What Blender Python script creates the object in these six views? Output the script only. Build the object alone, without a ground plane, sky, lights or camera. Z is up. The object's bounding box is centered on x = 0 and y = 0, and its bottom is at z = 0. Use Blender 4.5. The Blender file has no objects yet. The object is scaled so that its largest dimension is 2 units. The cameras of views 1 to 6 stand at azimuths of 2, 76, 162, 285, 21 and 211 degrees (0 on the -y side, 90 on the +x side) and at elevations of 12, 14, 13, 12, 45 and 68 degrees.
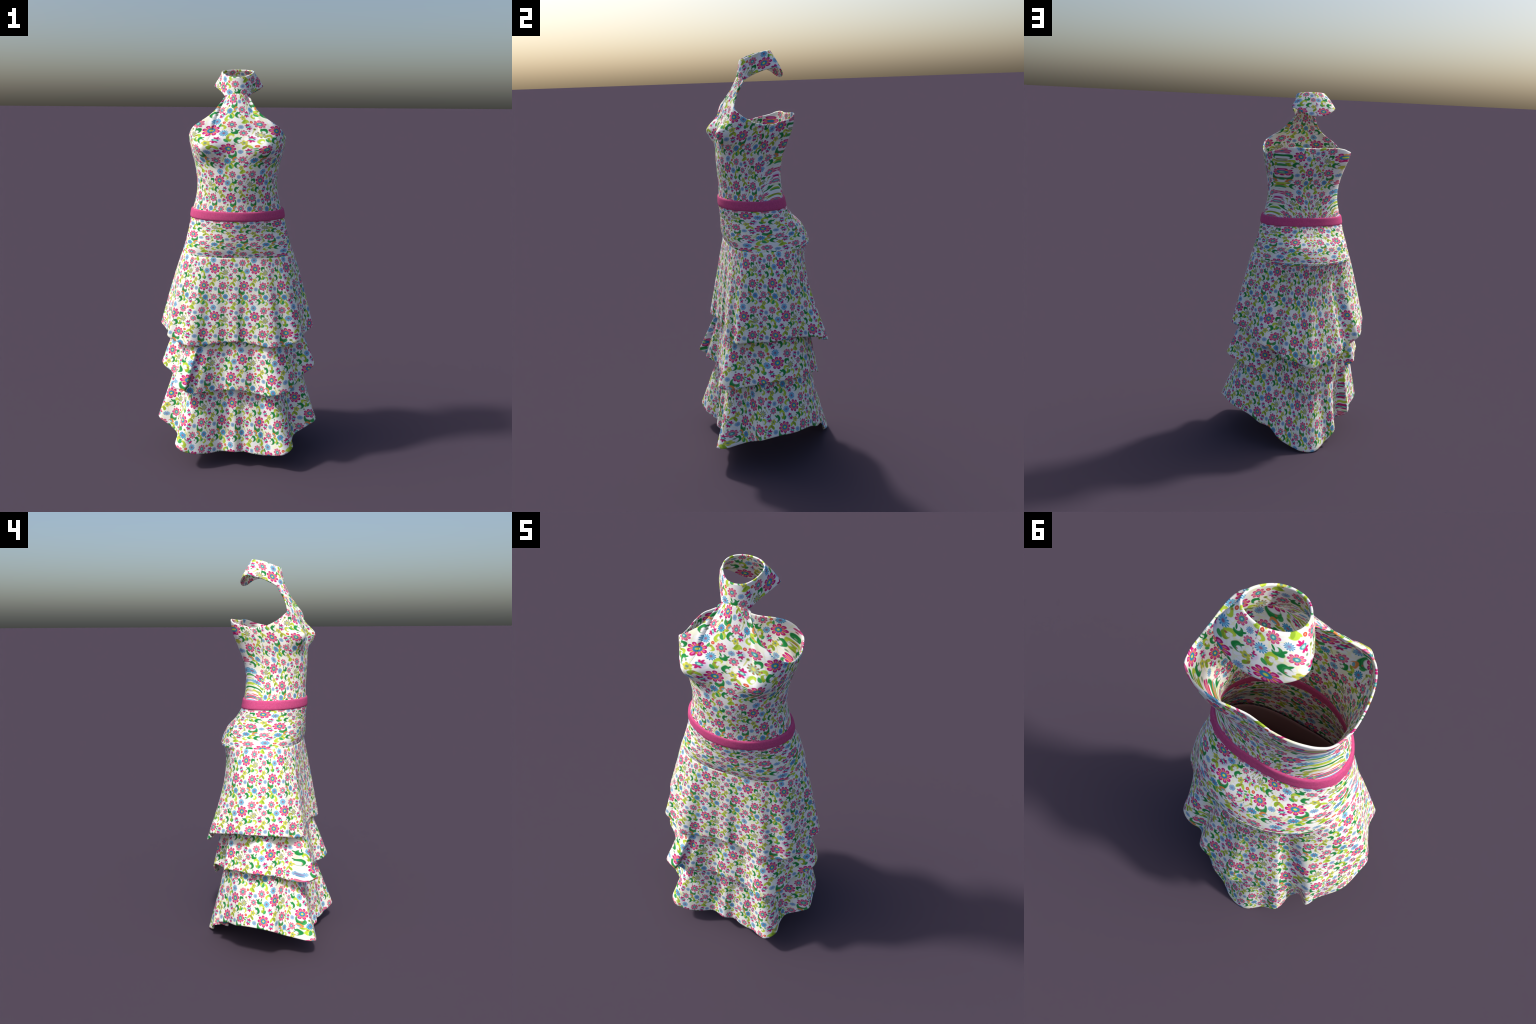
"""Long halter dress: fitted bodice with high collar, pink belt, hip yoke,
three flared ruffle tiers over a plain underskirt, all in one floral print."""
import bpy, math
import numpy as np

X0 = -0.005                      # the wearer's centre line
CLOTH = 0.006                    # cloth thickness

# ------------------------------------------------------------------ curves
def catmull(ctrl, m, closed=True):
    c = np.array(ctrl, float)
    n = len(c)
    if closed:
        t = np.arange(m) / m * n
        i = np.floor(t).astype(int)
        idx = lambda k: (i + k) % n
    else:
        t = np.linspace(0, n - 1, m)
        i = np.minimum(np.floor(t).astype(int), n - 2)
        idx = lambda k: np.clip(i + k, 0, n - 1)
    f = (t - i)[:, None]
    return (c[idx(-1)] * (-.5 * f**3 + f**2 - .5 * f) + c[idx(0)] * (1.5 * f**3 - 2.5 * f**2 + 1)
            + c[idx(1)] * (-1.5 * f**3 + 2 * f**2 + .5 * f) + c[idx(2)] * (.5 * f**3 - .5 * f**2))


def even(pts, m, closed=True):
    """resample a dense polyline to m points evenly spaced along its length"""
    p = np.array(pts, float)
    if closed:
        p = np.vstack([p, p[:1]])
    d = np.r_[0, np.cumsum(np.linalg.norm(np.diff(p, axis=0), axis=1))]
    s = np.linspace(0, d[-1], m, endpoint=not closed)
    return np.stack([np.interp(s, d, p[:, k]) for k in range(3)], -1)


def mirror(half):
    """half outline from front centre (x=0) by the wearer's left to back centre -> closed loop"""
    h = np.array(half, float)
    back = h[-2:0:-1] * [-1, 1, 1]
    loop = np.vstack([h, back])
    loop[:, 0] += X0
    return loop


def smooth(x, a, b):
    t = np.clip((x - a) / (b - a), 0, 1)
    return t * t * (3 - 2 * t)


def spline_table(zs, rows):
    """smooth interpolation (Catmull with uneven knots) of table rows over z"""
    zs = np.array(zs)
    rows = np.array(rows, float)
    m = np.gradient(rows, zs, axis=0)

    def at(z):
        z = np.clip(np.asarray(z, float), zs[0], zs[-1])
        k = np.clip(np.searchsorted(zs, z) - 1, 0, len(zs) - 2)
        h = (zs[k + 1] - zs[k])
        t = (z - zs[k]) / h
        t_, h_ = t[..., None], h[..., None]
        return ((2 * t_**3 - 3 * t_**2 + 1) * rows[k] + (t_**3 - 2 * t_**2 + t_) * h_ * m[k]
                + (-2 * t_**3 + 3 * t_**2) * rows[k + 1] + (t_**3 - t_**2) * h_ * m[k + 1])
    return at


def section_radius(theta, sec, yc):
    """distance from (X0, yc) to a body section along angle theta (0 = front, +90 = wearer's left)"""
    a, ymid, yf, nf, yb, nb = [sec[..., k] for k in range(6)]
    dx, dy = np.sin(theta), -np.cos(theta)
    lo, hi = np.zeros_like(theta), np.full_like(theta, .6)
    for _ in range(40):
        r = (lo + hi) / 2
        x, y = np.abs(r * dx), yc + r * dy
        front = y < ymid
        b = np.where(front, ymid - yf, yb - ymid)
        n = np.where(front, nf, nb)
        inside = (x / a) ** n + (np.abs(y - ymid) / b) ** n < 1
        lo, hi = np.where(inside, r, lo), np.where(inside, hi, r)
    return (lo + hi) / 2


# ------------------------------------------------------------------ body sections
# z : half width, y of widest point, front y, front squareness, back y, back squareness
BODY = [
    (1.040, .297, -.010, -.184, 2.8, .230, 1.9),
    (1.080, .288, -.010, -.189, 2.7, .229, 1.9),
    (1.125, .273, -.015, -.200, 2.6, .214, 2.0),
    (1.170, .261, -.020, -.205, 2.3, .187, 2.1),
    (1.210, .251, -.030, -.208, 2.0, .147, 2.2),
    (1.270, .238, -.040, -.214, 1.9, .106, 2.4),
    (1.312, .226, -.045, -.212, 1.9, .095, 2.4),
    (1.365, .211, -.045, -.209, 2.0, .089, 2.4),
    (1.420, .202, -.045, -.212, 2.1, .087, 2.4),
    (1.500, .207, -.045, -.215, 2.2, .097, 2.5),
    (1.560, .220, -.042, -.211, 2.4, .118, 2.6),
    (1.592, .229, -.040, -.207, 2.6, .128, 2.7),
    (1.620, .236, -.035, -.203, 2.8, .137, 2.9),
    (1.660, .243, -.030, -.197, 3.2, .145, 3.1),
    (1.700, .246, -.030, -.181, 3.8, .148, 3.3),
    (1.740, .240, -.040, -.167, 4.1, .148, 3.3),
    (1.800, .200, .000, -.135, 3.0, .148, 3.3),
    (1.880, .110, .020, -.092, 2.3, .140, 3.0),
]
body_at = spline_table([b[0] for b in BODY], [b[1:] for b in BODY])


def body_radius(theta, z, yc):
    r = section_radius(theta, body_at(z), yc)
    x = r * np.sin(theta)
    bust = .058 * np.exp(-((z - 1.628) / np.where(z < 1.628, .054, .046)) ** 2) * np.exp(-((np.abs(x) - .128) / .060) ** 2)
    return r + bust * np.clip(np.cos(theta), 0, 1)


# ------------------------------------------------------------------ meshes
def normals_of(grid, wrap):
    du = (np.roll(grid, -1, 1) - np.roll(grid, 1, 1)) if wrap else np.gradient(grid, axis=1)
    dv = np.gradient(grid, axis=0)
    n = np.cross(du, dv)
    return n / (np.linalg.norm(n, axis=2, keepdims=True) + 1e-12)


def shell(name, grid, thick=CLOTH, outward=1.0, both=0.0):
    """closed cloth shell from a grid (rows, columns) that wraps round; the grid is its outer face"""
    n = normals_of(grid, True)
    centre = grid.mean(axis=(0, 1))
    if ((grid - centre)[..., :2] * n[..., :2]).sum() < 0:
        n = -n
    inner = grid - n * thick
    outer = grid + n * both
    mid = grid - n * (thick - both) / 2
    row_dir0 = grid[0] - grid[1]
    row_dir1 = grid[-1] - grid[-2]
    unit = lambda v: v / (np.linalg.norm(v, axis=1, keepdims=True) + 1e-9)
    lip = min(thick * .45, .004)
    rows = [*outer]
    rows.append(mid[-1] + unit(row_dir1) * lip)
    rows += [*inner[::-1]]
    rows.append(mid[0] + unit(row_dir0) * lip)
    ring = np.array(rows)
    R, C = ring.shape[:2]
    verts = ring.reshape(-1, 3)
    faces = []
    for i in range(R):
        k = (i + 1) % R
        for j in range(C):
            l = (j + 1) % C
            faces.append((i * C + j, i * C + l, k * C + l, k * C + j))
    me = bpy.data.meshes.new(name)
    me.from_pydata(verts.tolist(), [], faces)
    me.update()
    import bmesh
    bm = bmesh.new()
    bm.from_mesh(me)
    bmesh.ops.recalc_face_normals(bm, faces=bm.faces)
    bm.to_mesh(me)
    bm.free()
    for p in me.polygons:
        p.use_smooth = True
    ob = bpy.data.objects.new(name, me)
    bpy.context.scene.collection.objects.link(ob)
    return ob


# ------------------------------------------------------------------ bodice
RIM = [(0, -.100, 1.880), (.030, -.094, 1.876), (.055, -.081, 1.867), (.066, -.094, 1.850), (.081, -.109, 1.833), (.107, -.128, 1.798),
       (.138, -.144, 1.771), (.178, -.156, 1.744), (.209, -.144, 1.722), (.230, -.110, 1.694), (.240, -.060, 1.671), (.243, .000, 1.664),
       (.238, .045, 1.673), (.223, .090, 1.683), (.200, .113, 1.690), (.172, .130, 1.700), (.130, .143, 1.706), (.080, .146, 1.705),
       (.040, .141, 1.703), (0, .137, 1.702)]
YC = .02
rim = even(catmull(mirror(RIM), 2400), 360)
rim = np.roll(rim, -np.argmin(np.abs(rim[:, 0] - X0) + 10 * (rim[:, 1] > 0)), axis=0)
rth = np.arctan2(rim[:, 0] - X0, -(rim[:, 1] - YC))
rr = np.hypot(rim[:, 0] - X0, rim[:, 1] - YC)
# even spacing low down, following the rim high up
order = np.unwrap(rth)
even_th = np.linspace(order[0], order[0] + 2 * np.pi, len(order), endpoint=False)
rows = []
Z_LOW = 1.306
for s in np.linspace(0, 1, 84):
    w = smooth(s, .0, .75)
    th = even_th * (1 - w) + order * w
    z = Z_LOW + s * (rim[:, 2] - Z_LOW)
    r = body_radius(th, z, YC)
    r_end = body_radius(order, rim[:, 2], YC)
    r = r + (rr - r_end) * smooth(s, .35, 1)
    rows.append(np.stack([X0 + r * np.sin(th), YC - r * np.cos(th), z], -1))
bodice_grid = np.array(rows)
bodice = shell("bodice", bodice_grid)

# ------------------------------------------------------------------ collar
COLLAR_TOP = [(0, -.083, 1.957), (.035, -.075, 1.960), (.063, -.049, 1.970), (.079, -.014, 1.983), (.078, .018, 1.991),
              (.063, .042, 1.996), (.042, .056, 1.9985), (.020, .063, 1.999), (0, .066, 1.999)]
COLLAR_LOW = [(0, -.100, 1.879), (.030, -.094, 1.875), (.055, -.081, 1.867), (.064, -.066, 1.874), (.076, -.046, 1.886), (.090, -.021, 1.898),
              (.103, .003, 1.907), (.113, .030, 1.914), (.123, .057, 1.920), (.118, .077, 1.916), (.105, .092, 1.909), (.084, .104, 1.897),
              (.058, .112, 1.885), (.030, .116, 1.879), (0, .118, 1.877)]


def by_angle(loop, n, yc):
    d = catmull(loop, 3000)
    th = np.arctan2(d[:, 0] - X0, -(d[:, 1] - yc))
    o = np.argsort(th)
    q = np.linspace(-np.pi, np.pi, n, endpoint=False)
    return np.stack([np.interp(q, th[o], d[o, k], period=2 * np.pi) for k in range(3)], -1)


top, low = by_angle(mirror(COLLAR_TOP), 200, 0), by_angle(mirror(COLLAR_LOW), 200, 0)
rows = []
for s in np.linspace(0, 1, 24):
    p = low * (1 - s) + top * s
    out = p - [X0, .0, 0]
    out[:, 2] = 0
    out /= np.linalg.norm(out, axis=1, keepdims=True)
    p = p + out * (.005 * math.sin(math.pi * s) * smooth(p[:, 1], -.02, .06))[:, None]
    rows.append(p)
collar = shell("neck_collar", np.array(rows), thick=.006)

# ------------------------------------------------------------------ yoke and belt
N_RING = 320
TH = np.linspace(0, 2 * np.pi, N_RING, endpoint=False)


def body_ring(z, yc=-.01, add=0.0):
    zz = np.full(N_RING, z) if np.isscalar(z) else z
    r = body_radius(TH, zz, yc) + add
    return np.stack([X0 + .001 + r * np.sin(TH), yc - r * np.cos(TH), zz], -1)


yoke = shell("hip_yoke", np.array([body_ring(z) for z in np.linspace(1.074, 1.278, 40)]))
side = np.abs(np.sin(TH))
belt_rows = []
for s in np.linspace(0, 1, 12):
    z = 1.2695 + s * (1.316 - 1.2695)
    edge = 1 - (2 * s - 1) ** 6
    belt_rows.append(body_ring(z, add=.0015 + .0025 * edge + (.001 + .0055 * side) * s ** .6))
belt = shell("belt", np.array(belt_rows), thick=.0165)

# ------------------------------------------------------------------ underskirt (plain lining that carries the ruffles)
LINING = [(1.078, .285, -.010, -.186, 2.7, .225, 1.9), (.95, .283, -.005, -.184, 2.5, .185, 2.0),
          (.80, .284, -.005, -.190, 2.4, .190, 2.2), (.55, .308, -.005, -.205, 2.3, .180, 2.8), (.42, .31, -.010, -.208, 2.3, .185, 2.6)]
lining_at = spline_table([l[0] for l in LINING[::-1]], [l[1:] for l in LINING[::-1]])


def lining_ring(z, th=TH, add=0.0):
    r = section_radius(th, lining_at(np.full(len(th), z)), 0.0) + add
    return np.stack([X0 + .001 + r * np.sin(th), -r * np.cos(th), np.full(len(th), z)], -1)


lining = shell("underskirt", np.array([lining_ring(z, add=-.009) for z in np.linspace(.44, 1.072, 40)]), thick=.004)

# ------------------------------------------------------------------ ruffle tiers
HEM_UPPER = [(-0, -0.24, 0.664), (0.043, -0.228, 0.658), (0.104, -0.24, 0.651), (0.161, -0.252, 0.643), (0.207, -0.252, 0.643), (0.247, -0.227, 0.642), (0.309, -0.215, 0.661), (0.336, -0.175, 0.672), (0.344, -0.122, 0.671), (0.369, -0.063, 0.676), (0.395, -0.022, 0.688),
             (0.379, 0.025, 0.689), (0.334, 0.072, 0.67), (0.31, 0.143, 0.655), (0.294, 0.206, 0.639), (0.249, 0.231, 0.619), (0.198, 0.229, 0.589), (0.17, 0.281, 0.572), (0.102, 0.296, 0.549), (0.055, 0.313, 0.527), (0.01, 0.325, 0.513), (-0.035, 0.31, 0.522), (-0.078, 0.301, 0.537), (-0.18, 0.275, 0.57), (-0.197, 0.243, 0.591), (-0.235, 0.228, 0.603), (-0.298, 0.223, 0.641), (-0.332, 0.183, 0.656), (-0.361, 0.118, 0.668), (-0.394, 0.053, 0.682), (-0.416, -0.005, 0.687), (-0.39, -0.059, 0.68), (-0.362, -0.119, 0.672),
             (-0.352, -0.187, 0.672), (-0.314, -0.209, 0.656), (-0.248, -0.252, 0.646), (-0.208, -0.256, 0.642), (-0.159, -0.241, 0.643),
             (-0.106, -0.24, 0.653), (-0.054, -0.232, 0.659)]
HEM_MIDDLE = [(-0.022, -0.26, 0.414), (0.039, -0.261, 0.412), (0.102, -0.255, 0.395), (0.164, -0.289, 0.399), (0.201, -0.303, 0.409), (0.238, -0.297, 0.416), (0.274, -0.268, 0.419), (0.297, -0.222, 0.429), (0.328, -0.145, 0.45), (0.376, -0.112, 0.473), (0.407, -0.064, 0.492), (0.392, 0.009, 0.485), (0.355, 0.063, 0.474), (0.324, 0.095, 0.462), (0.274, 0.148, 0.452), (0.213, 0.161, 0.424), (0.162, 0.155, 0.39), (0.127, 0.205, 0.382), (0.086, 0.246, 0.367), (0.034, 0.271, 0.336), (-0.016, 0.28, 0.335), (-0.056, 0.272, 0.343),
              (-0.099, 0.263, 0.369), (-0.15, 0.253, 0.407), (-0.169, 0.237, 0.434), (-0.184, 0.193, 0.425), (-0.214, 0.15, 0.426), (-0.307, 0.146, 0.455), (-0.332, 0.115, 0.471), (-0.363, 0.046, 0.476), (-0.405, -0.035, 0.487), (-0.391, -0.097, 0.48), (-0.337, -0.148, 0.457), (-0.301, -0.216, 0.427), (-0.317, -0.28, 0.435), (-0.25, -0.325, 0.434), (-0.241, -0.291, 0.41), (-0.188, -0.297, 0.407),
              (-0.119, -0.261, 0.404), (-0.062, -0.249, 0.407)]
HEM_LOWER = [(-0.007, -0.289, 0.088), (0.044, -0.272, 0.082), (0.094, -0.288, 0.08), (0.132, -0.295, 0.079), (0.162, -0.296, 0.077), (0.247, -0.333, 0.102), (0.295, -0.292, 0.12), (0.292, -0.225, 0.128), (0.308, -0.18, 0.144), (0.373, -0.157, 0.18), (0.416, -0.132, 0.203), (0.41, -0.056, 0.208), (0.398, 0.029, 0.207), (0.357, 0.095, 0.197), (0.305, 0.142, 0.175), (0.264, 0.187, 0.148), (0.211, 0.225, 0.131), (0.167, 0.257, 0.076), (0.109, 0.274, 0.034), (0.052, 0.31, 0.011), (-0.003, 0.325, 0.004), (-0.053, 0.318, 0.009),
             (-0.11, 0.277, 0.031), (-0.177, 0.255, 0.082), (-0.2, 0.176, 0.109), (-0.236, 0.154, 0.118), (-0.282, 0.185, 0.155), (-0.315, 0.13, 0.176), (-0.367, 0.069, 0.189), (-0.391, 0.03, 0.201), (-0.408, -0.041, 0.206), (-0.417, -0.135, 0.201), (-0.351, -0.161, 0.161), (-0.31, -0.197, 0.133), (-0.308, -0.284, 0.12), (-0.275, -0.325, 0.108), (-0.228, -0.324, 0.093), (-0.184, -0.315, 0.085),
             (-0.13, -0.292, 0.08), (-0.071, -0.267, 0.08)]


def ruffle(hem, z_top, top_ring, side_puff, front_sag, back_sag):
    n = 480
    h = even(catmull(hem, 2400), n)
    th = np.unwrap(np.arctan2(h[:, 0] - X0, -h[:, 1]))
    if th[-1] < th[0]:
        th = -th
    # cloth lines run down evenly: smooth the angle so that folds do not cross
    base = th[0] + np.linspace(0, 2 * np.pi, n, endpoint=False)
    dev = th - base
    k = np.exp(-np.linspace(-2.5, 2.5, 61) ** 2)
    k /= k.sum()
    dev = np.convolve(np.r_[dev[-30:], dev, dev[:30]], k, "valid")
    tt = base + dev
    top = top_ring(z_top, tt)
    out = np.stack([np.sin(tt), -np.cos(tt), 0 * tt], -1)
    off = np.abs((tt + np.pi) % (2 * np.pi) - np.pi)             # angle from the front
    sidew = np.exp(-((off - 1.45) / .5) ** 2)
    frontw = np.clip(np.cos(tt), 0, 1) ** 2
    backw = smooth(off, 1.75, 2.4)
    rows = []
    for s in np.linspace(0, 1, 56):
        p = top * (1 - s) + h * s
        belly = (s ** .7) * (1 - s) ** 1.3 / .274
        puff = side_puff * sidew - front_sag * frontw - back_sag * backw
        rows.append(p + out * (puff * belly)[:, None])
    return shell("ruffle_tier", np.array(rows), thick=.006)


def seam_ring(z, th):
    r = section_radius(th, body_at(np.full(len(th), z)), 0.0) + .0005
    return np.stack([X0 + .001 + r * np.sin(th), -r * np.cos(th), np.full(len(th), z)], -1)


tiers = [ruffle(HEM_UPPER, 1.0835, seam_ring, .006, .000, .044),
         ruffle(HEM_MIDDLE, .80, lambda z, t: lining_ring(z, t, -.004), .004, .0, .0),
         ruffle(HEM_LOWER, .55, lambda z, t: lining_ring(z, t, -.004), .004, .0, .0)]


# ------------------------------------------------------------------ materials
def lin(hexa):
    c = [int(hexa[i:i + 2], 16) / 255 for i in (0, 2, 4)]
    return tuple(v / 12.92 if v <= .04045 else ((v + .055) / 1.055) ** 2.4 for v in c) + (1,)


class Nodes:
    """thin layer over a node tree: every call adds one node and returns its output"""

    def __init__(self, tree):
        self.t = tree

    def put(self, inp, v):
        if isinstance(v, bpy.types.NodeSocket):
            self.t.links.new(v, inp)
        else:
            inp.default_value = v

    def m(self, op, a, b=None, c=None, clamp=False):
        n = self.t.nodes.new("ShaderNodeMath")
        n.operation = op
        for i, v in enumerate((a, b, c)):
            if v is not None:
                self.put(n.inputs[i], v)
        return self.clamp(n.outputs[0]) if clamp else n.outputs[0]

    def clamp(self, x):
        n = self.t.nodes.new("ShaderNodeClamp")
        self.put(n.inputs[0], x)
        return n.outputs[0]

    def v(self, op, a, b=None, c=None, out=0):
        n = self.t.nodes.new("ShaderNodeVectorMath")
        n.operation = op
        for i, x in enumerate((a, b, c)):
            if x is not None:
                self.put(n.inputs[i], x)
        return n.outputs[out]

    def xyz(self, a):
        return [self.v("DOT_PRODUCT", a, axis, out=1) for axis in ((1, 0, 0), (0, 1, 0), (0, 0, 1))]

    def angle(self, d):
        return self.m("ARCTAN2", self.v("DOT_PRODUCT", d, (0, 1, 0), out=1), self.v("DOT_PRODUCT", d, (1, 0, 0), out=1))

    def comb(self, x, y, z=0.0):
        n = self.t.nodes.new("ShaderNodeCombineXYZ")
        for i, q in enumerate((x, y, z)):
            self.put(n.inputs[i], q)
        return n.outputs[0]

    def mix(self, f, a, b):
        n = self.t.nodes.new("ShaderNodeMix")
        n.data_type = "RGBA"
        self.put(n.inputs[0], f)
        self.put(n.inputs[6], a)
        self.put(n.inputs[7], b)
        return n.outputs[2]

    def noise(self, vec, scale, detail=2.0, rough=.5, out=0):
        n = self.t.nodes.new("ShaderNodeTexNoise")
        self.put(n.inputs["Vector"], vec)
        n.inputs["Scale"].default_value = scale
        n.inputs["Detail"].default_value = detail
        n.inputs["Roughness"].default_value = rough
        return n.outputs[out]

    def curve(self, x, pts):
        n = self.t.nodes.new("ShaderNodeFloatCurve")
        c = n.mapping.curves[0]
        n.mapping.use_clip = False
        for i, (a, b) in enumerate(pts):
            if i < 2:
                c.points[i].location = (a, b)
            else:
                c.points.new(a, b)
        n.mapping.update()
        self.put(n.inputs["Value"], x)
        return n.outputs[0]

    def under(self, limit, x, sharp):
        """1 where x < limit, with a soft edge"""
        d = self.m("SUBTRACT", limit, x)
        return self.m("MULTIPLY_ADD", d, sharp, .5, clamp=True)


TILE_W, TILE_H = 1060.0, 1250.0      # the print's repeat, in its own drawing units

MAGENTA, PINK, ROSE, ORANGE = lin("c41d72"), lin("f078b8"), lin("d04682"), lin("f8b25a")
BLUE, YELLOW, TEAL, MINT = lin("2f8db0"), lin("e2ea4c"), lin("4b9aa4"), lin("a8f0cc")
SKY, DEEPSKY, MAUVE = lin("8cc8e6"), lin("3a92bc"), lin("9c6a84")
GREEN, LIGHTGREEN, LIME, OLIVE = lin("1f8a44"), lin("44a85c"), lin("b4d244"), lin("92b432")
RED, CORAL, LILAC, SAGE, PALE = lin("d84a38"), lin("ff9a7a"), lin("d9bfe8"), lin("7c9a7c"), lin("edf0b4")
WHITE = lin("f4f4f2")


def motif(name, sockets, draw):
    """a reusable print motif: a node group that lays itself over the colour passed in"""
    g = bpy.data.node_groups.new(name, "ShaderNodeTree")
    kinds = {"v": "NodeSocketVector", "f": "NodeSocketFloat", "c": "NodeSocketColor"}
    names = ["Color", "Place", "Center"] + [k[:-2] for k in sockets]
    for n, k in zip(names, ["c", "v", "v"] + [k[-1] for k in sockets]):
        g.interface.new_socket(n, in_out="INPUT", socket_type=kinds[k])
    g.interface.new_socket("Color", in_out="OUTPUT", socket_type="NodeSocketColor")
    gi = g.nodes.new("NodeGroupInput")
    N = Nodes(g)
    ins = {n: gi.outputs[i] for i, n in enumerate(names)}
    d = N.v("WRAP", N.v("SUBTRACT", ins["Place"], ins["Center"]), (TILE_W / 2, TILE_H / 2, 1), (-TILE_W / 2, -TILE_H / 2, -1))
    col = draw(N, ins["Color"], d, ins)
    go = g.nodes.new("NodeGroupOutput")
    g.links.new(col, go.inputs[0])
    return g


def draw_leaf(N, col, d, i):
    x = N.v("DOT_PRODUCT", d, i["Along"], out=1)
    y = N.v("DOT_PRODUCT", d, i["Across"], out=1)
    x2 = N.m("MULTIPLY", x, x)
    y = N.m("MULTIPLY_ADD", x2, i["Bend"], y)
    q = N.m("MULTIPLY_ADD", y, y, x2)
    q = N.m("MULTIPLY_ADD", N.m("ABSOLUTE", y), i["Tip"], q)
    return N.mix(N.m("MULTIPLY", N.under(1.0, q, 2.2), i["Amount"]), col, i["Tint"])


def draw_dot(N, col, d, i):
    l = N.v("LENGTH", d, out=1)
    return N.mix(N.under(i["Radius"], l, i["Edge"]), col, i["Tint"])


def draw_flower(N, col, d, i):
    rho = N.m("DIVIDE", N.v("LENGTH", d, out=1), i["Radius"])
    lobe = N.m("ABSOLUTE", N.m("COSINE", N.m("MULTIPLY_ADD", N.angle(d), 4.0, i["Turn"])))
    k = N.m("MULTIPLY", i["Radius"], .13)
    col = N.mix(N.under(N.m("MULTIPLY_ADD", lobe, .12, .72), rho, k), col, i["Gap"])
    # petals: narrow at the heart, full at the tip, with an orange slit between neighbours
    slit = N.m("MULTIPLY_ADD", rho, -.62, .80)
    edge = N.m("MULTIPLY_ADD", N.m("POWER", lobe, .6), .34, .68)
    petal = N.m("MINIMUM", N.under(edge, rho, k), N.m("MULTIPLY_ADD", N.m("SUBTRACT", lobe, slit), 5.0, .5, clamp=True))
    col = N.mix(petal, col, i["Rim"])
    inner = N.m("MULTIPLY_ADD", N.m("ABSOLUTE", N.m("SUBTRACT", rho, .62)), 1.5, N.m("SUBTRACT", 1.0, lobe))
    col = N.mix(N.m("MULTIPLY", N.under(.30, inner, 6), .85), col, i["Heart"])
    col = N.mix(N.under(.43, rho, k), col, i["Eye"])
    return N.mix(N.under(.17, rho, 9), col, i["Pip"])


def draw_daisy(N, col, d, i):
    rho = N.m("DIVIDE", N.v("LENGTH", d, out=1), i["Radius"])
    lobe = N.m("ABSOLUTE", N.m("COSINE", N.m("MULTIPLY", N.angle(d), i["Half Petals"])))
    body = N.under(N.m("MULTIPLY_ADD", lobe, .30, .68), rho, 8)
    col = N.mix(body, col, i["Light"])
    ray = N.m("SUBTRACT", N.m("ADD", lobe, N.m("MULTIPLY", rho, .75)), 1.22)
    ray = N.m("MINIMUM", N.m("MULTIPLY", ray, 4, clamp=True), body)
    col = N.mix(ray, col, i["Dark"])
    ring = N.m("ABSOLUTE", N.m("SUBTRACT", rho, .40))
    col = N.mix(N.m("MULTIPLY", N.under(.10, ring, 8), .5), col, i["Dark"])
    return N.mix(N.under(.30, rho, 6), col, i["Middle"])


def draw_moth(N, col, d, i):
    x = N.v("DOT_PRODUCT", d, i["Along"], out=1)
    y = N.v("DOT_PRODUCT", d, i["Across"], out=1)
    ax, ay, xx, yy = N.m("ABSOLUTE", x), N.m("ABSOLUTE", y), N.m("MULTIPLY", x, x), N.m("MULTIPLY", y, y)
    xs = N.m("ADD", x, i["Side"])
    haze = N.m("MULTIPLY", N.under(.8, N.m("MULTIPLY_ADD", xs, xs, yy), 1.3), .6)
    col = N.mix(haze, col, LILAC)
    # two fans of pointed petals, above and below
    rho = N.m("SQRT", N.m("ADD", xx, yy))
    fan = N.m("ARCTAN2", ax, ay)
    pts = N.m("MULTIPLY_ADD", N.m("ABSOLUTE", N.m("COSINE", N.m("MULTIPLY", fan, 3.3))), .38, .64)
    lob = N.m("MINIMUM", N.under(pts, rho, 6), N.under(1.05, fan, 6))
    col = N.mix(lob, col, MAGENTA)
    col = N.mix(N.m("MULTIPLY", N.under(.55, N.m("ADD", rho, fan), 5), .8), col, RED)
    col = N.mix(N.under(1.0, N.m("MULTIPLY_ADD", yy, 11.0, N.m("MULTIPLY", xx, 1.6)), 3), col, TEAL)
    return N.mix(N.under(.16, N.m("MULTIPLY_ADD", yy, 5.0, xx), 9), col, MINT)


def draw_curl(N, col, d, i):
    """crescent: a pointed oval with a second oval bitten out of it, a pale rim left on the inside"""
    x = N.v("DOT_PRODUCT", d, i["Along"], out=1)
    y = N.v("DOT_PRODUCT", d, i["Across"], out=1)
    whole = N.m("MULTIPLY_ADD", x, x, N.m("MULTIPLY", y, y))
    whole = N.under(N.m("MULTIPLY_ADD", N.m("COSINE", N.m("MULTIPLY", N.m("ARCTAN2", y, x), 3.0)), .16, .94), whole, 3)
    bx, by = N.m("SUBTRACT", x, i["Bite X"]), N.m("SUBTRACT", y, i["Bite Y"])
    bite = N.m("SQRT", N.m("MULTIPLY_ADD", bx, bx, N.m("MULTIPLY", by, by)))
    col = N.mix(N.m("MINIMUM", whole, N.under(i["Bite"], bite, 5)), col, WHITE)
    keep = N.m("MULTIPLY_ADD", N.m("SUBTRACT", bite, i["Bite"]), 5, .5, clamp=True)
    col = N.mix(N.m("MINIMUM", whole, keep), col, i["Tint"])
    gleam = N.m("MULTIPLY", N.under(.09, N.m("ABSOLUTE", N.m("SUBTRACT", bite, N.m("ADD", i["Bite"], .24))), 12), .5)
    return N.mix(N.m("MINIMUM", whole, gleam), col, i["Gleam"])


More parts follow.
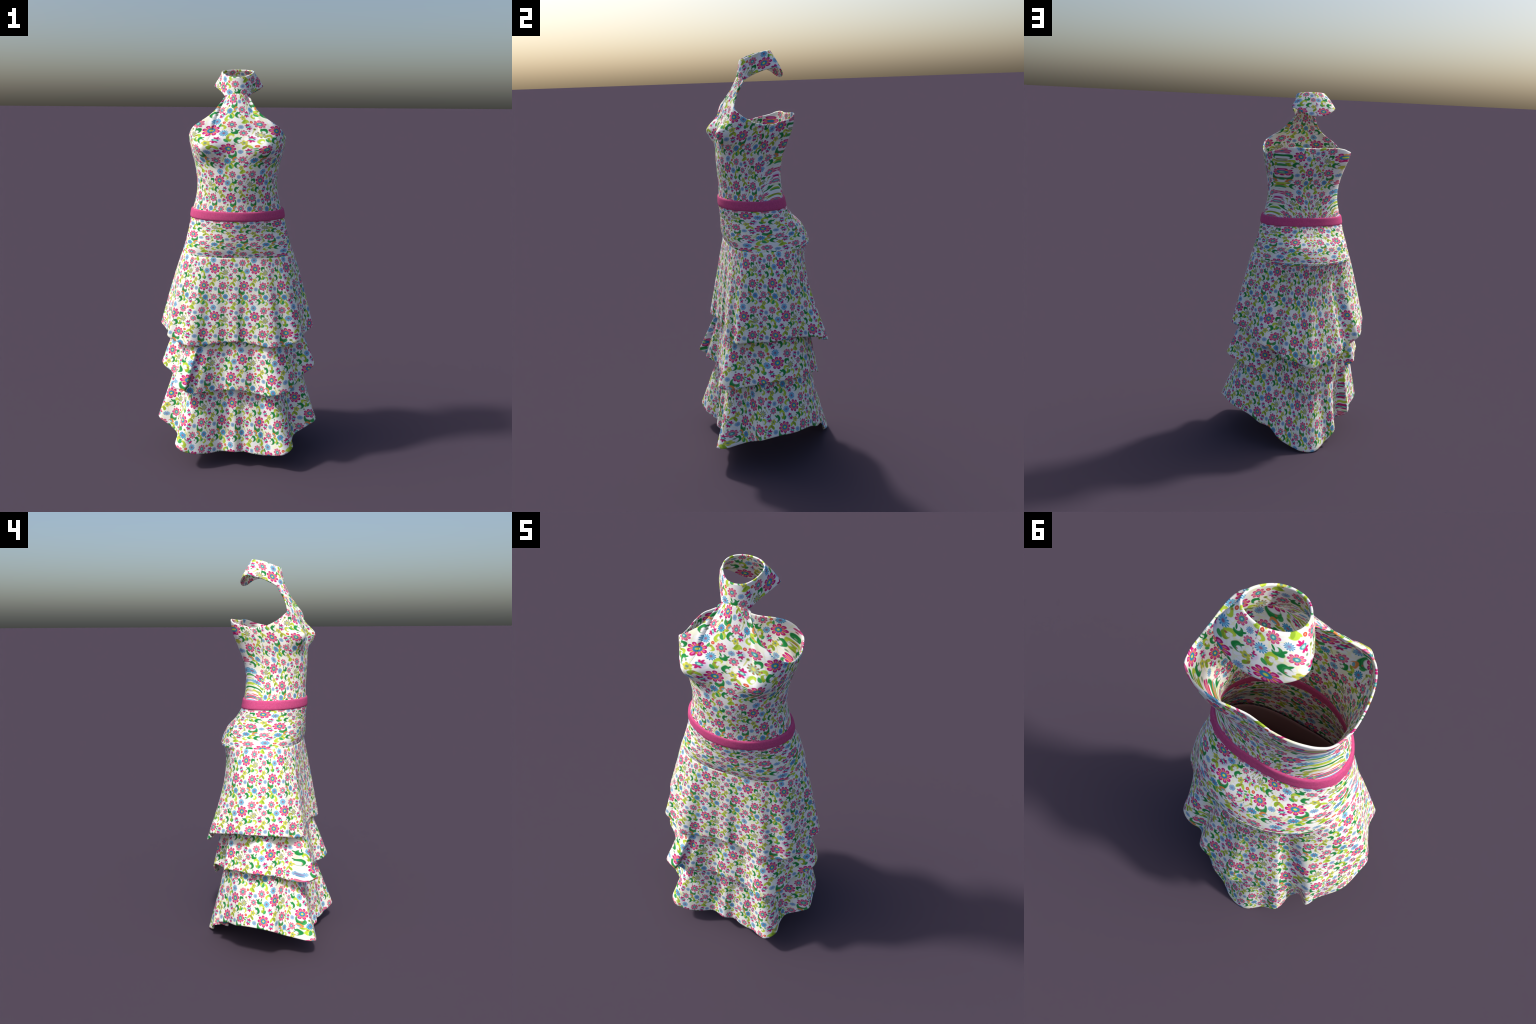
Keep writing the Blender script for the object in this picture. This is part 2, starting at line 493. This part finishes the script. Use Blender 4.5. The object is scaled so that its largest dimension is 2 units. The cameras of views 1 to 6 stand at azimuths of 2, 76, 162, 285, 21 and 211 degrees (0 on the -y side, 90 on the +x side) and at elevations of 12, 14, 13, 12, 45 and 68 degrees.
MOTIF = {
    "leaf": motif("leaf_motif", ["Along:v", "Across:v", "Bend:f", "Tip:f", "Amount:f", "Tint:c"], draw_leaf),
    "dot": motif("dot_motif", ["Radius:f", "Edge:f", "Tint:c"], draw_dot),
    "flower": motif("flower_motif", ["Radius:f", "Turn:f", "Rim:c", "Heart:c", "Gap:c", "Eye:c", "Pip:c"], draw_flower),
    "daisy": motif("daisy_motif", ["Radius:f", "Half Petals:f", "Light:c", "Dark:c", "Middle:c"], draw_daisy),
    "moth": motif("moth_motif", ["Along:v", "Across:v", "Side:f"], draw_moth),
    "curl": motif("curl_motif", ["Along:v", "Across:v", "Bite:f", "Bite X:f", "Bite Y:f", "Tint:c", "Gleam:c"], draw_curl),
}


def floral_print(N, cloth):
    """the whole print, laid motif over motif; cloth = position in repeats of the print"""
    g = N.t
    P = N.v("MULTIPLY", cloth, (TILE_W, TILE_H, 0))      # repeats -> drawing units

    # pale scrolls in the ground: interfering waves, strongest in patches
    tau = 2 * math.pi
    px = N.v("DOT_PRODUCT", P, (tau / TILE_W, 0, 0), out=1)
    py = N.v("DOT_PRODUCT", P, (0, tau / TILE_H, 0), out=1)
    wx = N.m("MULTIPLY_ADD", px, 7.0, N.m("MULTIPLY", N.m("SINE", N.m("MULTIPLY", py, 5.0)), 2.2))
    wy = N.m("MULTIPLY_ADD", py, 9.0, N.m("MULTIPLY", N.m("SINE", N.m("MULTIPLY", px, 4.0)), 2.0))
    wave = N.m("ABSOLUTE", N.m("ADD", N.m("SINE", wx), N.m("SINE", wy)))
    patch = N.m("MULTIPLY_ADD", N.m("SINE", N.m("MULTIPLY_ADD", px, 2.0, py)), .35, .40)
    col = N.mix(N.m("MULTIPLY", N.under(.42, wave, 4), patch), WHITE, PALE)

    def lay(kind, col, cx, cy, **values):
        n = g.nodes.new("ShaderNodeGroup")
        n.node_tree = MOTIF[kind]
        g.links.new(col, n.inputs["Color"])
        g.links.new(P, n.inputs["Place"])
        # a hair's offset keeps every motif's place unlike the others' (equal ones get merged, which costs shader memory)
        n.inputs["Center"].default_value = (cx + .013 * len(g.nodes), cy, 0)
        for k, v in values.items():
            n.inputs[k.replace("_", " ")].default_value = v
        return n.outputs[0]

    def axes(deg, rx, ry):
        a = math.radians(deg)
        ca, sa = math.cos(a), math.sin(a)
        return {"Along": (ca / rx, sa / rx, 0), "Across": (-sa / ry, ca / ry, 0)}

    def ellipse(col, cx, cy, rx, ry, deg, colour, amount=1.0, bend=0.0, tip=0.0):
        """a leaf: ellipse turned by deg, bent along its length, pointed by tip"""
        return lay("leaf", col, cx, cy, **axes(deg, rx, ry), Bend=bend, Tip=tip, Amount=amount, Tint=colour)

    def dot(col, cx, cy, r, colour, soft=.16):
        return lay("dot", col, cx, cy, Radius=float(r), Edge=soft, Tint=colour)

    def flower(col, cx, cy, r, turn=0.0, rim=MAGENTA, heart=PINK, gap=ORANGE, eye=BLUE, pip=YELLOW):
        return lay("flower", col, cx, cy, Radius=float(r), Turn=turn, Rim=rim, Heart=heart, Gap=gap, Eye=eye, Pip=pip)

    def daisy(col, cx, cy, r, light=SKY, dark=DEEPSKY, mid=MAUVE, petals=12):
        return lay("daisy", col, cx, cy, Radius=float(r), Half_Petals=petals / 2, Light=light, Dark=dark, Middle=mid)

    def moth(col, cx, cy, deg, side=.45):
        """small side-on blossom: two magenta fans, a teal heart between, a lilac haze on one side"""
        return lay("moth", col, cx, cy, **axes(deg, 60, 84), Side=side)

    def curl(col, cx, cy, rx, ry, deg, bx, by, bite=.62, tint=GREEN, gleam=LIGHTGREEN):
        return lay("curl", col, cx, cy, **axes(deg, rx, ry), Bite=bite, Bite_X=bx, Bite_Y=by, Tint=tint, Gleam=gleam)

    BROWN = lin("b06a50")
    # --- lime leaves and scrolls, lowest layer ---------------------------------
    for cx, cy, rx, ry, deg, bx, by, tint in [
        (195, 200, 66, 50, -60, -.1, .55, LIME), (1120, 400, 72, 52, 35, .2, .6, LIME), (1140, 490, 66, 44, 100, -.3, .55, OLIVE),
        (555, 430, 70, 50, 10, .25, .55, LIME), (565, 510, 60, 40, 100, -.2, .6, OLIVE), (700, 545, 48, 66, -15, -.4, .2, LIME),
        (680, 1195, 48, 58, 0, -.4, -.2, LIME), (165, 1250, 46, 70, 0, -.5, .1, LIME), (1210, 1220, 46, 66, 0, -.5, .1, LIME),
        (565, 1110, 52, 72, 15, -.45, .1, LIME), (1100, 1110, 52, 72, 15, -.45, .1, LIME), (55, 1170, 48, 56, 0, .4, .2, LIME)]:
        col = curl(col, cx, cy, rx, ry, deg, bx, by, .48, tint, YELLOW)
    for cx, cy, rx, ry, deg, bend, colour in [
        (280, 690, 74, 30, -52, -.35, LIME), (345, 695, 60, 34, 62, -.3, OLIVE), (825, 670, 78, 30, -40, -.4, LIME),
        (890, 695, 58, 32, 55, -.3, OLIVE), (870, 85, 72, 34, 15, .4, LIME), (835, 1290, 66, 28, -38, -.4, LIME), (890, 1305, 50, 28, 55, -.3, OLIVE),
        (720, 820, 46, 22, -60, .3, LIME), (715, 765, 40, 18, 20, .3, LIGHTGREEN), (520, 1050, 50, 24, 50, .3, OLIVE), (1060, 1050, 50, 24, 50, .3, OLIVE)]:
        col = ellipse(col, cx, cy, rx, ry, deg, colour, 1, bend, .25)
    for cx, cy in [(215, 160), (1150, 445), (575, 420), (300, 655), (855, 655), (590, 1110), (1125, 1110), (1075, 350), (320, 700), (865, 690), (90, 450)]:
        col = dot(col, cx, cy, 13, BROWN, .09)
    for cx, cy, dx, dy in [(715, 255, 65, 115), (705, 885, 85, 135), (175, 920, 75, 140)]:
        col = ellipse(col, cx + dx * .5, cy + dy * .5, 82, 11, math.degrees(math.atan2(dy, dx)), lin("d3d78c"), .95, .15)
        col = dot(col, cx, cy, 26, lin("a4b048"), .07)
        col = dot(col, cx, cy, 14, lin("66803c"), .07)
    # small green leaves
    for cx, cy, rx, ry, deg, bend in [(262, 165, 56, 26, 70, .3), (125, 535, 52, 30, -58, .2), (615, 530, 48, 26, -58, .2),
                                      (605, 935, 48, 28, -50, .2), (1145, 940, 50, 28, -50, .2), (612, 1160, 46, 28, -55, .2), (85, 1205, 50, 30, -40, .2),
                                      (1150, 1165, 46, 26, -50, .2), (740, 725, 36, 18, 10, .3), (720, 1110, 34, 18, 60, .5), (1255, 1130, 32, 18, 60, .5), (55, 955, 56, 28, -40, .2)]:
        col = ellipse(col, cx, cy, rx, ry, deg, LIGHTGREEN, 1, bend, .3)
    # dark curled leaves, hooks opening down and left
    for cx, cy, k in [(470, 525, 1.0), (1005, 525, 1.0), (470, 1150, 1.0), (1000, 1145, .98)]:
        col = ellipse(col, cx - 28 * k, cy - 52 * k, 44 * k, 17 * k, 32, GREEN, 1, .3, .2)
        col = curl(col, cx + 4, cy + 4, 58 * k, 84 * k, 14, -.42, .34, .56)
        col = dot(col, cx - 2, cy + 38 * k, 10, BROWN, .09)
    col = curl(col, 582, 292, 60, 64, -10, .18, .55, .52)
    col = ellipse(col, 608, 256, 38, 16, -25, GREEN, 1, .2, .2)
    # a hook opening upwards
    col = ellipse(col, 1004, 290, 42, 17, 38, GREEN, 1, .2, .2)
    col = curl(col, 1056, 312, 62, 66, 20, .25, -.62, .56)
    col = ellipse(col, 1103, 268, 44, 14, -66, GREEN, 1, -.2, .2)
    # cradles under two of the large flowers
    for cx, cy in [(540, 872), (1082, 868)]:
        col = curl(col, cx, cy, 84, 92, 0, .28, -.45, .70)
        col = dot(col, cx + 18, cy + 40, 13, BROWN, .09)
    # yellow blossoms with grey hearts
    for cx, cy, r in [(370, 592, 64), (905, 585, 62), (900, 1212, 62)]:
        col = daisy(col, cx, cy, r, lin("d5d75a"), lin("bdbf45"), lin("76998a"), 5)
    # orange and teal curls
    for cx, cy in [(505, 985), (1040, 985)]:
        col = curl(col, cx + 6, cy + 4, 62, 50, 38, -.1, .6, .56, lin("d98a4c"), lin("f0b070"))
        col = ellipse(col, cx - 4, cy + 12, 36, 17, 45, lin("55a9c0"), .9, .3)
    # pale daisy with brown beads
    col = daisy(col, 665, 390, 80, lin("a9d2b4"), lin("a8714e"), lin("c6cc5c"), 9)
    # small round blue flowers
    for cx, cy, r in [(950, 195, 54), (405, 820, 56), (945, 810, 56)]:
        col = daisy(col, cx, cy, r, lin("98c2dc"), lin("6098c0"), lin("8f87b2"), 12)
    # grey beads
    for cx, cy in [(815, 300), (515, 625), (1048, 618), (820, 935), (280, 965), (840, 415), (410, 510), (945, 1135), (410, 1155)]:
        col = dot(col, cx, cy, 18, SAGE, .08)
    # moths
    for cx, cy, deg in [(258, 520, -22), (270, 832, 18), (282, 1158, -35), (822, 195, 20), (808, 495, -12), (810, 805, 16), (806, 1130, -14)]:
        col = moth(col, cx, cy, deg)
    # blue daisies
    for cx, cy, r in [(345, 68, 82), (170, 352, 78), (665, 1025, 74), (137, 1045, 78)]:
        deep = cy > 700
        col = daisy(col, cx, cy, r, lin("5cb0d6") if deep else SKY, lin("2a7fae") if deep else DEEPSKY)
    # red buttons
    for cx, cy in [(197, 92), (747, 76), (732, 660)]:
        col = dot(col, cx, cy, 31, RED)
        col = dot(col, cx, cy, 14, CORAL, .1)
    # pink flowers
    for cx, cy, r, t in [(615, 128, 98, .3), (48, 134, 88, 0), (912, 345, 72, .5), (360, 1035, 84, .2), (895, 1010, 86, .6)]:
        col = flower(col, cx, cy, r, t, ROSE, lin("e88ab0"), lin("f0a878"), TEAL, MINT)
    # large flowers
    col = flower(col, 592, 742, 108, .4, MAGENTA, PINK, ORANGE, lin("3f97a8"), lin("b8ec90"))
    col = flower(col, 95, 735, 130, .2)
    col = flower(col, 380, 292, 136, .6)
    return col


def cloth_material(name, mapping, bump=True):
    mat = bpy.data.materials.new(name)
    mat.use_nodes = True
    t = mat.node_tree
    t.nodes.clear()
    N = Nodes(t)
    co = t.nodes.new("ShaderNodeTexCoord")
    obj = co.outputs["Object"]
    u, v = mapping(N, obj)
    # tile origin: large flower at (380, 292)
    vec = N.comb(N.m("ADD", u, 380 / TILE_W), N.m("ADD", v, 292 / TILE_H))
    col = floral_print(N, vec)
    b = t.nodes.new("ShaderNodeBsdfPrincipled")
    b.inputs["Roughness"].default_value = .85
    b.inputs["Specular IOR Level"].default_value = .15
    t.links.new(col, b.inputs["Base Color"])
    o = t.nodes.new("ShaderNodeOutputMaterial")
    t.links.new(b.outputs[0], o.inputs[0])
    return mat


def polar(N, obj, yc, a=1.0, b=1.0):
    s = N.xyz(obj)
    x = N.m("SUBTRACT", s[0], X0)
    y = N.m("SUBTRACT", yc, s[1])
    th = N.m("ARCTAN2", N.m("DIVIDE", x, a), N.m("DIVIDE", y, b))
    return s, x, th


def bodice_map(N, obj):
    s, x, th = polar(N, obj, -.045, .21, .16)
    z = s[2]
    run = N.m("MULTIPLY", th, .188)                                   # distance round the body
    # the front cloth is stretched sideways over the bust: the print widens there
    k = N.m("MULTIPLY", N.m("MULTIPLY", N.m("SUBTRACT", z, 1.50), 6.0, clamp=True), .46)
    fr = N.m("SUBTRACT", run, N.m("MULTIPLY", k, N.m("MULTIPLY", N.m("TANH", N.m("DIVIDE", run, .20)), .20)))
    front_u = N.m("SUBTRACT", N.m("DIVIDE", fr, -.173), .372)
    front_v = N.m("DIVIDE", N.m("SUBTRACT", 1.470, z), .235)
    # back panel: the print widens from waist to shoulder blade
    w = N.m("MULTIPLY_ADD", N.m("SUBTRACT", z, 1.414), .46, .158)
    back_u = N.m("SUBTRACT", N.m("DIVIDE", x, w), .39)
    back_v = N.m("DIVIDE", N.m("SUBTRACT", 1.658, z), .244)
    # on the flanks the back panel turns forward: follow its depth there
    back_u = N.m("SUBTRACT", back_u, N.m("MULTIPLY", N.m("SIGN", x), N.m("DIVIDE", N.m("SUBTRACT", s[1], N.m("MULTIPLY_ADD", N.m("SUBTRACT", z, 1.414), .2, .08)), -.17)))
    is_back = N.m("GREATER_THAN", N.m("ABSOLUTE", th), 1.585)
    not_back = N.m("SUBTRACT", 1.0, is_back)
    u = N.m("MULTIPLY_ADD", front_u, not_back, N.m("MULTIPLY", back_u, is_back))
    v = N.m("MULTIPLY_ADD", front_v, not_back, N.m("MULTIPLY", back_v, is_back))
    return u, v


def yoke_map(N, obj):
    s, x, th = polar(N, obj, -.01)
    u = N.m("DIVIDE", N.m("ADD", th, math.radians(10)), -math.radians(70.5))
    return u, N.m("DIVIDE", N.m("SUBTRACT", 1.250, s[2]), .165)


def collar_map(N, obj):
    s, x, th = polar(N, obj, .0)
    u = N.m("DIVIDE", N.m("ADD", th, math.radians(51)), -math.radians(148))
    ref = N.m("MULTIPLY_ADD", s[1], .41, 1.9335)
    return u, N.m("DIVIDE", N.m("SUBTRACT", ref, s[2]), .22)


def tier_map(z_a, drop, width, u0, height, stations):
    """stations: (angle from the front in degrees, tile count there), for cloth beyond the flat front"""
    def mapping(N, obj):
        s, x, th = polar(N, obj, .0)
        ath = N.m("ABSOLUTE", th)
        pts = [((a + 180) / 360, (n + 6) / 14) for a, n in stations]
        count = N.m("SUBTRACT", N.m("MULTIPLY", N.curve(N.m("MULTIPLY_ADD", th, .5 / math.pi, .5), pts), 14.0), 6.0)
        flat = N.m("DIVIDE", N.m("SUBTRACT", N.m("ADD", x, X0), u0), width)
        f = N.m("MULTIPLY", N.m("SUBTRACT", ath, .62), 2.6, clamp=True)
        u = N.m("MULTIPLY_ADD", N.m("SUBTRACT", count, flat), f, flat)
        b = N.m("MULTIPLY", N.m("SUBTRACT", ath, 1.6), .65, clamp=True)
        ref = N.m("MULTIPLY_ADD", b, -drop, z_a)
        return u, N.m("DIVIDE", N.m("SUBTRACT", ref, s[2]), N.m("MULTIPLY_ADD", b, .045, height))
    return mapping


bodice.data.materials.append(cloth_material("floral_bodice", bodice_map))
yoke.data.materials.append(cloth_material("floral_yoke", yoke_map))
collar.data.materials.append(cloth_material("floral_collar", collar_map))
TIER_PRINT = [
    (1.030, .01, .2015, -.1075, .238, [(-180, -4.35), (-167, -4), (-130, -3), (-94, -2), (-61, -1), (-27, 0), (23, 1), (60, 2), (92, 3), (128, 4), (169, 5), (180, 5.3)]),
    (.568, .08, .2065, -.174, .250, [(-180, -3.9), (-146, -3), (-108, -2), (-72, -1), (-36, 0), (8, 1), (46, 2), (84, 3), (122, 4), (160, 5), (180, 5.5)]),
    (.335, .09, .1935, -.212, .262, [(-180, -4.1), (-140, -3), (-103, -2), (-69, -1), (-39, 0), (-4, 1), (34, 2), (64, 3), (96, 4), (131, 5), (166, 6), (180, 6.4)]),
]
for ob, tp in zip(tiers, TIER_PRINT):
    ob.data.materials.append(cloth_material("floral_ruffle", tier_map(*tp)))


def felt(name, colour, dark, scale, amount):
    mat = bpy.data.materials.new(name)
    mat.use_nodes = True
    t = mat.node_tree
    b = t.nodes["Principled BSDF"]
    N = Nodes(t)
    co = t.nodes.new("ShaderNodeTexCoord").outputs["Object"]
    f = N.noise(co, scale, 4.0, .65)
    f = N.m("MULTIPLY_ADD", N.m("SUBTRACT", f, .5), 2.4, .5, clamp=True)
    t.links.new(N.mix(f, dark, colour), b.inputs["Base Color"])
    b.inputs["Roughness"].default_value = .9
    b.inputs["Specular IOR Level"].default_value = .15
    bu = t.nodes.new("ShaderNodeBump")
    bu.inputs["Strength"].default_value = amount
    bu.inputs["Distance"].default_value = .002
    t.links.new(N.noise(co, scale * 2.2, 3.0, .6), bu.inputs["Height"])
    t.links.new(bu.outputs[0], b.inputs["Normal"])
    return mat


belt.data.materials.append(felt("pink_felt", lin("d4588c"), lin("c04a7c"), 130, .35))
lining.data.materials.append(felt("dusty_lining", lin("a88484"), lin("a48080"), 60, .1))

# ------------------------------------------------------------------ one thing
dress = bpy.data.objects.new("dress", None)
bpy.context.scene.collection.objects.link(dress)
dress["label"] = "long halter dress, floral print, tiered ruffle skirt and pink belt"
dress["category"] = "dress"
for ob in (bodice, collar, belt, yoke, lining, *tiers):
    ob.parent = dress
